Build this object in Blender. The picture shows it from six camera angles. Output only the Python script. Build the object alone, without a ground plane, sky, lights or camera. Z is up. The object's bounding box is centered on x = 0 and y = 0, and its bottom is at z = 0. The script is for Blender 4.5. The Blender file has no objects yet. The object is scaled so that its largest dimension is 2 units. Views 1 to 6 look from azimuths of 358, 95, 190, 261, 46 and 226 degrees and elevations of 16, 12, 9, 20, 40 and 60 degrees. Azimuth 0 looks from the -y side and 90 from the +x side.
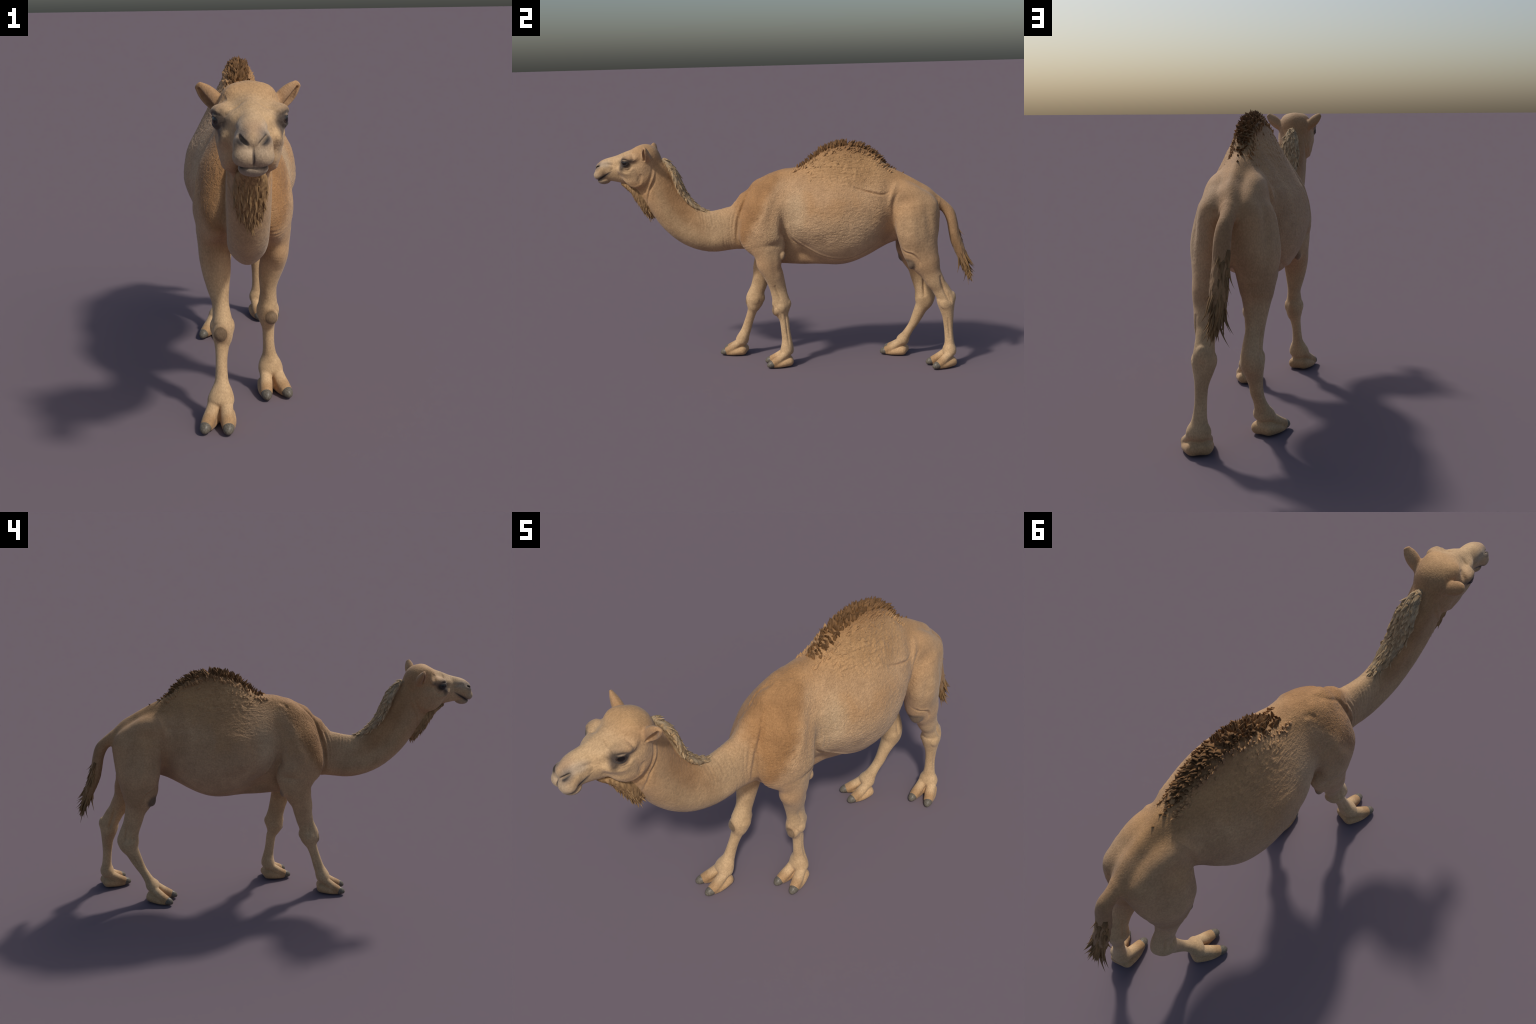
# A one-humped camel walking, modelled as smooth implicit flesh (lofts, tubes and
# ellipsoids blended together), meshed, cut into anatomical parts and dressed with
# separate hair locks, toenails, eyes and procedural coat materials.
import bpy, bmesh, math, random
import numpy as np
from mathutils import Vector, Matrix

random.seed(7)
RNG = np.random.default_rng(7)
CELL = 0.0028          # edge of the finest body cells, metres
F = np.float32

# ------------------------------------------------------------------ small maths
def unit(v):
    v = np.asarray(v, float)
    return v / (np.linalg.norm(v) + 1e-12)

def catmull(nodes, per=5):
    """Smooth, evenly refined version of a list of node rows."""
    n = np.asarray(nodes, float)
    p = np.vstack([2 * n[0] - n[1], n, 2 * n[-1] - n[-2]])
    out = []
    for i in range(1, len(p) - 2):
        for t in np.linspace(0, 1, per, endpoint=False):
            a, b, c, d = p[i - 1], p[i], p[i + 1], p[i + 2]
            out.append(0.5 * (2 * b + (c - a) * t + (2 * a - 5 * b + 4 * c - d) * t * t
                              + (3 * b - a - 3 * c + d) * t ** 3))
    out.append(n[-1])
    return np.array(out)

def smin(a, b, k):
    h = np.maximum(k - np.abs(a - b), 0) / k
    return np.minimum(a, b) - h * h * k * 0.25

def smax(a, b, k):
    return -smin(-a, -b, k)

# ------------------------------------------------------------------ primitives
class Ellipsoid:
    def __init__(s, c, r, axes=None, mirror=False):
        s.c, s.r, s.mirror = np.array(c, float), np.array(r, float), mirror
        s.A = np.eye(3) if axes is None else np.array(axes, float)   # rows are the local axes
        m = s.r.max()
        s.lo, s.hi = s.c - m, s.c + m
    def __call__(s, P):
        q = ((P - s.c.astype(F)) @ s.A.T.astype(F))
        r = s.r.astype(F)
        k0 = np.sqrt(((q / r) ** 2).sum(1))
        k1 = np.sqrt(((q / (r * r)) ** 2).sum(1)) + 1e-9
        return k0 * (k0 - 1) / k1

class Tube:
    """Elliptical sections along a smooth spine. Rows: x, y, z, half width, half depth.
    level=True: the depths were measured along y, so they shrink where the spine leans."""
    def __init__(s, rows, per=4, level=False, side=(1, 0, 0), mirror=False, cap=1.0, twist=0):
        s.mirror, s.cap = mirror, cap
        n = catmull(rows, per)
        if twist:
            n2 = n[:, 2]
        s.p, s.rx, s.rf = n[:, :3], np.maximum(n[:, 3], 1e-3), np.maximum(n[:, 4], 1e-3)
        t = np.gradient(s.p, axis=0)
        s.t = t / np.linalg.norm(t, axis=1)[:, None]
        if level:
            s.rf = s.rf * np.maximum(np.abs(s.t[:, 2]), 0.5)
        l = np.array(side, float)[None] - (s.t @ np.array(side, float))[:, None] * s.t
        s.l = l / np.linalg.norm(l, axis=1)[:, None]
        if twist:      # turn the sections about the spine, more towards the top
            a = np.radians(twist) * np.clip((n2 - .52) / .16, 0, 1)
            f = np.cross(s.t, s.l)
            s.l = np.cos(a)[:, None] * s.l + np.sin(a)[:, None] * f
        s.seg = np.diff(s.p, axis=0); s.seg = (s.seg / np.linalg.norm(s.seg, axis=1)[:, None]).astype(F)
        m = max(s.rx.max(), s.rf.max())
        s.lo, s.hi = s.p.min(0) - m, s.p.max(0) + m
    def __call__(s, P):
        best = np.full(len(P), 9.0, F)
        for i in range(len(s.p) - 1):
            a, ab = s.p[i], s.p[i + 1] - s.p[i]
            m = max(s.rx[i], s.rx[i + 1], s.rf[i], s.rf[i + 1]) + 0.06
            d0 = P - (a + ab / 2).astype(F)
            near = np.nonzero((d0 * d0).sum(1) < (m + np.linalg.norm(ab) / 2) ** 2)[0]
            if not len(near):
                continue
            d0 = P[near] - a.astype(F)
            t = np.clip(d0 @ (ab / (ab @ ab)).astype(F), 0, 1)
            q = d0 - t[:, None] * ab.astype(F)
            rx = (s.rx[i] + t * (s.rx[i + 1] - s.rx[i])).astype(F)
            rf = (s.rf[i] + t * (s.rf[i + 1] - s.rf[i])).astype(F)
            l = unit(s.l[i] + s.l[i + 1]); tt = unit(ab)
            l = unit(l - (l @ tt) * tt)
            f = np.cross(tt, l)
            u, v, w = q @ l.astype(F), q @ f.astype(F), q @ tt.astype(F)
            rc = np.minimum(rx, rf) * F(s.cap)
            # at the joints of a bent spine the wedge between two sections is swept round
            wedge = np.zeros(len(t), bool)
            if i > 0:
                wedge |= (t <= 0) & (q @ s.seg[i - 1] >= 0)
            if i < len(s.p) - 2:
                wedge |= (t >= 1) & (q @ s.seg[i + 1] <= 0)
            end = ~(wedge & (np.abs(w) < np.hypot(u, v)))
            swing = np.where(end, 1, np.sqrt((q * q).sum(1) / (u * u + v * v + F(1e-12)))).astype(F)
            u, v, w = u * swing, v * swing, np.where(end, w, F(0))
            k0 = np.sqrt((u / rx) ** 2 + (v / rf) ** 2 + (w / rc) ** 2)
            k1 = np.sqrt((u / rx ** 2) ** 2 + (v / rf ** 2) ** 2 + (w / rc ** 2) ** 2) + 1e-9
            best[near] = np.minimum(best[near], k0 * (k0 - 1) / k1)
        return best

class Trunk:
    """Barrel of the body: half sections (width, height) at stations along y, turned into
    radii about a central axis and interpolated."""
    def __init__(s, stations, zc):
        s.zc = zc
        NT, NY = 97, 161
        th = np.linspace(0, math.pi, NT)          # 0 = straight down, pi = straight up
        ys = np.array([a for a, _ in stations])
        rad = []
        for _, prof in stations:
            p = catmull([(w, z) for w, z in prof], 8)
            ang = np.arctan2(np.abs(p[:, 0]), -(p[:, 1] - zc))
            r = np.hypot(p[:, 0], p[:, 1] - zc)
            o = np.argsort(ang)
            rad.append(np.interp(th, ang[o], r[o]))
        rad = np.array(rad)
        yy = np.linspace(ys[0], ys[-1], NY)
        # cubic along y (finite difference slopes)
        m = np.gradient(rad, ys, axis=0)
        R = np.empty((NY, NT))
        for j, y in enumerate(yy):
            i = min(max(np.searchsorted(ys, y) - 1, 0), len(ys) - 2)
            h = ys[i + 1] - ys[i]; t = (y - ys[i]) / h
            R[j] = ((2*t**3-3*t**2+1)*rad[i] + (t**3-2*t**2+t)*h*m[i]
                    + (-2*t**3+3*t**2)*rad[i+1] + (t**3-t**2)*h*m[i+1])
        k = np.array([1, 4, 6, 4, 1.]) / 16
        ext = np.hstack([R[:, 2:0:-1], R, R[:, -2:-4:-1]])
        R = sum(k[i] * ext[:, i:i + NT] for i in range(5))
        s.R = R.astype(F)
        s.Ry = np.gradient(R, yy, axis=0).astype(F)
        s.Rt = np.gradient(R, th, axis=1).astype(F)
        s.y0, s.y1, s.NT, s.NY = ys[0], ys[-1], NT, NY
        s.mirror = False
        m = R.max()
        s.lo, s.hi = np.array([-m, s.y0, zc - m]), np.array([m, s.y1, zc + m])
    def _lerp(s, T, a, b):
        i = np.clip(a.astype(int), 0, s.NY - 2); j = np.clip(b.astype(int), 0, s.NT - 2)
        u, v = a - i, b - j
        return (T[i, j]*(1-u)*(1-v) + T[i+1, j]*u*(1-v) + T[i, j+1]*(1-u)*v + T[i+1, j+1]*u*v)
    def __call__(s, P):
        x, z = np.abs(P[:, 0]), P[:, 2] - F(s.zc)
        rho = np.hypot(x, z) + F(1e-6)
        y = np.clip(P[:, 1], s.y0, s.y1)
        a = (y - F(s.y0)) / F(s.y1 - s.y0) * (s.NY - 1)
        b = np.arctan2(x, -z) / F(math.pi) * (s.NT - 1)
        R, Ry, Rt = s._lerp(s.R, a, b), s._lerp(s.Ry, a, b), s._lerp(s.Rt, a, b)
        d = (rho - R) / np.sqrt(1 + Ry ** 2 + (Rt / np.maximum(R, 0.02)) ** 2)
        return np.maximum(d, np.maximum(F(s.y0) - P[:, 1], P[:, 1] - F(s.y1))).astype(F)

# ------------------------------------------------------------------ the field
PARTS = ["torso", "neck", "head", "foreleg_l", "foreleg_r", "hindleg_l", "hindleg_r", "tail",
         "ear_l", "ear_r", "mane", "beard"]
OPS = []          # (operation, blend, primitive, part)
def add(part, prim, k=0.02):
    OPS.append(("add", k, prim, PARTS.index(part)))
def cut(prim, k=0.005):
    OPS.append(("cut", k, prim, -1))

def evaluate(P, parts=False):
    P = P.astype(F)
    n = len(P)
    d = np.full(n, 0.3, F)
    own = np.zeros(n, np.int8); own_d = np.full(n, 9.0, F)
    A = P.copy(); A[:, 0] = np.abs(A[:, 0])
    for op, k, prim, part in OPS:
        Q = A if prim.mirror else P
        pad = max(k, 0.005) + (0.03 if op == "add" else 0.012)
        lo, hi = (prim.lo - pad).astype(F), (prim.hi + pad).astype(F)
        i = np.nonzero((Q[:, 0] > lo[0]) & (Q[:, 0] < hi[0]) & (Q[:, 1] > lo[1]) & (Q[:, 1] < hi[1])
                       & (Q[:, 2] > lo[2]) & (Q[:, 2] < hi[2]))[0]
        if not len(i):
            continue
        v = prim(Q[i])
        if op == "add":
            d[i] = smin(d[i], v, F(k))
            if parts:
                w = v < own_d[i]
                j = i[w]
                own_d[j] = v[w]; own[j] = part
        else:
            d[i] = smax(d[i], -v, F(k))
    d = d + F(.0025) * np.clip((P[:, 1] + F(.72)) / F(.1), F(.3), 1) * np.clip((P[:, 2] - F(.42)) / F(.2), F(.1), 1)   # trim: the blends fatten everything a little
    d = smax(d, -P[:, 2], F(0.006))
    return (d, own) if parts else d

def gradient(P, e=0.0012):
    g = np.empty((len(P), 3), F)
    for a in range(3):
        o = np.zeros(3, F); o[a] = e
        g[:, a] = evaluate(P + o) - evaluate(P - o)
    return g / (np.linalg.norm(g, axis=1)[:, None] + 1e-9), np.linalg.norm(g, axis=1) / (2 * e)
# ------------------------------------------------------------------ torso
CALLUS = []
trunk = Trunk([
    (-0.215, [(0, .665), (.03, .67), (.055, .72), (.058, .78), (.045, .84), (.025, .87), (0, .88)]),
    (-0.17, [(0, .60), (.045, .615), (.085, .68), (.095, .77), (.078, .86), (.045, .938), (0, .962)]),
    (-0.10, [(0, .55), (.05, .565), (.10, .62), (.128, .72), (.125, .82), (.098, .91), (.055, .98), (0, 1.008)]),
    (0.00, [(0, .537), (.045, .548), (.066, .60), (.092, .68), (.124, .76), (.132, .85), (.106, .93), (.066, 1.0), (.036, 1.033), (0, 1.044)]),
    (0.10, [(0, .537), (.046, .548), (.060, .595), (.100, .645), (.146, .69), (.172, .75), (.174, .80), (.156, .88), (.118, .955), (.070, 1.02), (.038, 1.05), (0, 1.06)]),
    (0.20, [(0, .531), (.055, .543), (.093, .580), (.143, .622), (.173, .672), (.203, .735), (.205, .79), (.19, .866), (.155, .928), (.105, 1.012), (.071, 1.075), (.043, 1.118), (0, 1.136)]),
    (0.33, [(0, .532), (.09, .555), (.152, .605), (.190, .67), (.206, .745), (.205, .80), (.19, .866), (.158, .93), (.114, 1.01), (.080, 1.075), (.057, 1.12), (.038, 1.157), (0, 1.174)]),
    (0.45, [(0, .578), (.085, .603), (.144, .658), (.170, .72), (.176, .79), (.162, .87), (.124, .95), (.080, 1.03), (.050, 1.09), (.032, 1.127), (0, 1.142)]),
    (0.50, [(0, .608), (.060, .625), (.108, .675), (.142, .735), (.153, .80), (.145, .87), (.113, .95), (.074, 1.02), (.044, 1.07), (.028, 1.09), (0, 1.102)]),
    (0.55, [(0, .636), (.048, .650), (.074, .705), (.106, .765), (.124, .825), (.120, .88), (.100, .94), (.066, 1.0), (.036, 1.035), (0, 1.050)]),
    (0.62, [(0, .66), (.05, .675), (.08, .73), (.10, .80), (.10, .87), (.085, .94), (.045, .988), (0, 1.008)]),
    (0.70, [(0, .68), (.05, .70), (.08, .76), (.085, .84), (.065, .90), (.03, .94), (0, .960)]),
    (0.78, [(0, .72), (.04, .73), (.07, .78), (.07, .83), (.045, .865), (.02, .89), (0, .900)]),
    (0.805, [(0, .775), (.018, .78), (.026, .805), (.018, .835), (0, .848)]),
], zc=0.80)
add("torso", trunk, 0.02)
# hip bones and the muscle over them
add("torso", Ellipsoid((.066, .640, .905), (.042, .075, .055), mirror=True), 0.05)
add("torso", Ellipsoid((.062, .690, .845), (.050, .105, .078), mirror=True), 0.04)
# brisket pad under the chest
add("torso", Ellipsoid((0, -.120, .640), (.060, .065, .050)), 0.05)
add("torso", Ellipsoid((0, .745, .725), (.050, .062, .065)), 0.03)
add("torso", Ellipsoid((.116, -.018, .662), (.030, .036, .058), mirror=True), 0.02)
add("torso", Ellipsoid((0, .10, .570), (.05, .07, .027)), 0.03)

# calluses: elbows, knees, stifles
for c, r in (((.122, .000, .606), (.018, .018, .027)), ((-.121, -.023, .582), (.018, .021, .033))):
    CALLUS.append((c, r))
# ------------------------------------------------------------------ neck
neck = Tube([
    (0, -.14, .80, .076, .140),
    (0, -.215, .750, .068, .118),
    (0, -.285, .729, .058, .115),
    (0, -.390, .714, .055, .111),
    (0, -.485, .742, .055, .107),
    (0, -.567, .810, .057, .103),
    (0, -.632, .906, .059, .096),
    (0, -.675, 1.01, .063, .086),
    (0, -.705, 1.07, .062, .075),
], per=4)
add("neck", neck, 0.035)
add("neck", Tube([      # the fuller windpipe side
    (0, -.17, .685, .056, .068), (0, -.285, .684, .058, .060), (0, -.39, .672, .060, .059), (0, -.500, .703, .062, .059),
    (0, -.592, .778, .062, .060), (0, -.655, .870, .061, .057), (0, -.690, .93, .058, .048)], per=4), 0.025)
add("neck", Tube([      # skin between jaw and throat
    (0, -.756, .972, .044, .026), (0, -.718, .910, .046, .028), (0, -.684, .85, .040, .022), (0, -.655, .80, .028, .014)], per=4), 0.015)

# ------------------------------------------------------------------ forequarters
add("torso", Tube([
    (.042, -.035, .99, .020, .050),
    (.068, -.055, .93, .030, .085),
    (.097, -.090, .85, .045, .102),
    (.112, -.114, .75, .051, .112),
    (.116, -.118, .685, .048, .111),
    (.114, -.092, .632, .045, .080),
    (.108, -.064, .588, .040, .050),
], per=8, level=True, mirror=True, side=(1, -.33, 0)), 0.03)

def leg(part, rows, k, twist=0):
    add(part, Tube(rows, per=8, level=True, cap=0.6, twist=twist), k)

leg("foreleg_l", [
    (.116, -.082, .64, .044, .074), (.115, -.074, .60, .045, .070), (.110, -.070, .55, .046, .068),
    (.098, -.052, .50, .045, .058), (.090, -.040, .46, .039, .050), (.086, -.030, .42, .032, .045),
    (.086, -.024, .39, .030, .044), (.085, -.018, .362, .032, .046), (.084, -.015, .335, .035, .049),
    (.083, -.015, .302, .036, .044), (.084, -.010, .275, .029, .034), (.086, .000, .244, .0225, .026),
    (.087, .006, .185, .0212, .0245), (.0895, .011, .140, .026, .027), (.091, .013, .105, .040, .032),
    (.094, .011, .078, .041, .033)], 0.018)
leg("foreleg_r", [
    (-.116, -.085, .64, .044, .085), (-.110, -.088, .60, .050, .085), (-.101, -.104, .55, .055, .072),
    (-.096, -.123, .50, .050, .056), (-.092, -.132, .45, .040, .048), (-.086, -.145, .40, .030, .045),
    (-.083, -.158, .365, .031, .045), (-.081, -.168, .332, .036, .050), (-.081, -.174, .302, .038, .049),
    (-.081, -.180, .275, .033, .038), (-.084, -.188, .250, .025, .028), (-.087, -.205, .20, .0205, .0255),
    (-.088, -.225, .14, .024, .0285), (-.089, -.240, .105, .038, .034), (-.091, -.250, .078, .042, .035)], 0.018)

# ------------------------------------------------------------------ hindquarters
TW = -20
leg("hindleg_l", [
    (.075, .692, .84, .052, .108), (.080, .695, .80, .060, .119), (.085, .698, .72, .070, .117),
    (.081, .705, .65, .071, .103), (.080, .719, .60, .067, .098), (.081, .742, .55, .061, .084),
    (.082, .766, .50, .049, .061), (.082, .793, .45, .040, .055), (.077, .820, .41, .035, .052),
    (.075, .845, .365, .039, .050), (.075, .848, .34, .044, .047), (.076, .852, .31, .040, .040),
    (.080, .858, .27, .029, .031), (.083, .860, .24, .024, .027), (.085, .8625, .197, .0225, .0235),
    (.088, .866, .15, .025, .0235), (.090, .868, .12, .030, .026), (.092, .869, .095, .039, .031),
    (.094, .868, .075, .040, .032)], 0.035, TW)
leg("hindleg_r", [
    (-.075, .692, .84, .052, .108), (-.080, .695, .80, .062, .119), (-.086, .693, .70, .074, .114),
    (-.084, .690, .64, .074, .100), (-.083, .688, .60, .070, .093), (-.084, .694, .557, .063, .079),
    (-.084, .700, .53, .055, .068), (-.084, .712, .49, .046, .053), (-.082, .727, .43, .036, .048),
    (-.077, .746, .37, .036, .050), (-.075, .751, .335, .040, .052), (-.076, .748, .30, .043, .050),
    (-.078, .730, .26, .034, .037), (-.080, .713, .22, .027, .032), (-.080, .694, .18, .025, .027),
    (-.085, .671, .14, .024, .025), (-.091, .649, .10, .031, .029), (-.094, .639, .078, .036, .032)], 0.035, -TW)

# ------------------------------------------------------------------ feet
FEET = {  # part: fetlock on the ground, direction the foot points
    "foreleg_l": ((.094, .012), (.20, -1.0)), "foreleg_r": ((-.093, -.250), (-.16, -1.0)),
    "hindleg_l": ((.094, .868), (.37, -1.0)), "hindleg_r": ((-.094, .634), (-.34, -1.0))}
NAILS = []
def foot(part):
    (ox, oy), d = FEET[part]
    f = unit((d[0], d[1], 0)); l = np.array([-f[1], f[0], 0]); up = np.array([0, 0, 1.])
    o = np.array([ox, oy, 0])
    W = lambda a, b, z: o + f * a + l * b + up * z
    ax = [f, l, up]
    add(part, Ellipsoid(W(.000, 0, .027), (.032, .043, .028), ax), 0.010)
    add(part, Ellipsoid(W(.0, 0, .082), (.028, .040, .024), ax), 0.02)
    for sgn in (-1, 1):
        add(part, Tube([(*W(-.006, sgn * .022, .024), .027, .025), (*W(.022, sgn * .028, .019), .028, .022),
                        (*W(.049, sgn * .033, .015), .026, .019), (*W(.071, sgn * .036, .012), .021, .015)],
                       per=3, side=l), 0.006)
        add(part, Tube([(*W(.000, sgn * .020, .076), .022, .020), (*W(.032, sgn * .026, .052), .0225, .021),
                        (*W(.056, sgn * .032, .035), .0235, .022), (*W(.076, sgn * .036, .024), .0225, .0215)],
                       per=3, side=l), 0.006)
        NAILS.append((part, W(.077, sgn * .0375, .020), unit(f + l * sgn * .10)))
for p in FEET:
    foot(p)

for c, r in CALLUS:
    add("foreleg_l" if c[0] > 0 else "foreleg_r", Ellipsoid(c, r), 0.007)
for part, c in (("foreleg_l", (.094, -.040, .300)), ("foreleg_r", (-.088, -.199, .302))):
    add(part, Ellipsoid(c, (.026, .0245, .029)), 0.004)
for part, c in (("hindleg_l", (.098, .668, .556)), ("hindleg_r", (-.100, .632, .556))):
    add(part, Ellipsoid(c, (.032, .024, .036)), 0.006)
add("hindleg_l", Ellipsoid((.073, .883, .370), (.017, .014, .024)), 0.012)
add("hindleg_r", Ellipsoid((-.077, .790, .332), (.017, .015, .024)), 0.012)
# knobs of bone at knees, hocks and fetlocks
for part, cx, cy, cz, w in (("foreleg_l", .084, -.014, .318, .031), ("foreleg_r", -.081, -.168, .318, .033),
                            ("hindleg_l", .076, .838, .332, .034), ("hindleg_r", -.076, .738, .325, .034)):
    for sg in (-1, 1):
        add(part, Ellipsoid((cx + sg * w, cy, cz), (.009, .021, .020)), 0.010)
add("foreleg_l", Ellipsoid((.085, .027, .336), (.014, .010, .018)), 0.012)
add("foreleg_r", Ellipsoid((-.081, -.126, .325), (.014, .010, .018)), 0.012)
# ------------------------------------------------------------------ tail
add("tail", Tube([
    (0, .50, 1.03, .020, .020), (0, .58, .998, .028, .028), (0, .66, .958, .027, .029), (-.003, .73, .915, .027, .031), (-.010, .787, .870, .029, .032), (-.013, .838, .833, .029, .029), (-.008, .867, .798, .031, .031),
    (-.004, .883, .75, .033, .0295), (-.003, .894, .69, .033, .030), (-.001, .910, .635, .034, .031),
    (-.002, .930, .585, .034, .028), (.000, .947, .535, .026, .020), (.003, .964, .485, .010, .008)], per=4), 0.025)
# ------------------------------------------------------------------ head
add("head", Ellipsoid((0, -.718, 1.106), (.079, .078, .078)), 0.02)
add("head", Ellipsoid((.037, -.742, 1.138), (.034, .040, .037), mirror=True), 0.02)
add("head", Tube([
    (0, -.730, 1.070, .066, .090), (0, -.79, 1.066, .062, .088), (0, -.845, 1.057, .050, .078),
    (0, -.895, 1.054, .044, .066), (0, -.935, 1.048, .042, .056), (0, -.960, 1.040, .041, .050)],
    per=4, cap=0.55), 0.03)
add("head", Ellipsoid((.050, -.755, 1.022), (.034, .078, .066), mirror=True), 0.03)      # jaw and cheek
add("head", Ellipsoid((.058, -.792, 1.062), (.025, .066, .030), mirror=True), 0.035)     # cheek bone
add("head", Ellipsoid((.072, -.792, 1.113), (.028, .044, .020), mirror=True), 0.025)     # brow
add("head", Ellipsoid((.034, -.828, 1.098), (.024, .045, .022), mirror=True), 0.02)      # between brow and nose
add("head", Ellipsoid((0, -.920, 1.079), (.036, .043, .026)), 0.02)                      # nose
add("head", Ellipsoid((0, -.964, 1.062), (.035, .023, .017)), 0.012)                     # nose pad
add("head", Ellipsoid((.019, -.968, 1.027), (.0315, .031, .028), mirror=True), 0.008)    # upper lip
add("head", Ellipsoid((0, -.950, .996), (.037, .035, .021)), 0.006)                      # lower lip
# eye: socket, lids with an almond opening
EYE, EYE_R = np.array([.071, -.808, 1.093]), .0245
EYE_OUT = unit((.93, -.34, .05))
cut(Ellipsoid(EYE + EYE_OUT * .024, (.022, .024, .018), mirror=True), 0.012)
add("head", Ellipsoid(EYE, (.0275, .0275, .0275), mirror=True), 0.006)
_t = unit(np.cross((0, 0, 1), EYE_OUT)); _u = np.cross(EYE_OUT, _t)
cut(Ellipsoid(EYE + EYE_OUT * .026 - _u * .001, (.017, .0185, .0095), [EYE_OUT, _t, _u], mirror=True), 0.002)
# nostrils, mouth, split lip
add("head", Ellipsoid((.029, -.955, 1.052), (.019, .030, .024), mirror=True), 0.012)
_a = unit((.030, .042, .030)); _b = unit(np.cross(_a, (.6, .1, -.8))); _c = np.cross(_a, _b)
cut(Ellipsoid((.026, -.978, 1.067), (.0225, .011, .0046), [_a, _b, _c], mirror=True), 0.004)
cut(Tube([(-.004, -.991, 1.001, .0016, .009), (.020, -.987, 1.000, .0018, .009), (.037, -.969, 1.005, .003, .008),
          (.045, -.943, 1.018, .0042, .010), (.0505, -.910, 1.041, .0042, .009)], mirror=True, side=(0, 0, 1)), 0.002)
cut(Tube([(0, -.999, 1.050, .0016, .006), (0, -1.0, 1.03, .0016, .007), (0, -.998, 1.003, .002, .007)]), 0.002)

# ears: folded leaves reaching out and up, open along the outer front
for sgn, part in ((1, "ear_l"), (-1, "ear_r")):
    base, tip = np.array([sgn * .064, -.699, 1.108]), np.array([sgn * .130, -.695, 1.172])
    ax = unit(tip - base); fw = unit(np.array([sgn * .58, -.80, -.15])); fw = unit(fw - (fw @ ax) * ax)
    sd = np.cross(ax, fw) * sgn
    E = lambda t, a=0, b=0: tuple(base + (tip - base) * t + fw * a + sd * b)
    add(part, Tube([(*E(0), .017, .018), (*E(.25), .0235, .0215), (*E(.5), .0265, .020), (*E(.75), .0235, .0145), (*E(.97), .0145, .0075)],
                   per=4, side=sd), 0.012)
    cut(Tube([(*E(.12, .019, .006), .005, .010), (*E(.35, .018, .006), .009, .015), (*E(.6, .014, .006), .010, .014), (*E(.90, .009, .002), .004, .007)],
             per=4, side=sd), 0.004)

# hair masses the locks grow from
add("mane", Tube([
    (0, -.622, 1.098, .018, .014), (0, -.597, 1.068, .034, .018), (0, -.570, 1.024, .045, .021), (0, -.553, .980, .048, .022),
    (0, -.535, .935, .046, .021), (0, -.505, .890, .041, .019), (0, -.468, .853, .033, .016), (0, -.426, .828, .022, .013),
    (0, -.392, .818, .010, .008)], per=4), 0.006)
add("beard", Tube([
    (0, -.850, .974, .018, .010), (0, -.803, .952, .038, .022), (0, -.764, .914, .047, .031), (0, -.738, .868, .043, .030),
    (0, -.716, .825, .030, .023), (0, -.702, .796, .012, .011)], per=4), 0.010)

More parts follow.
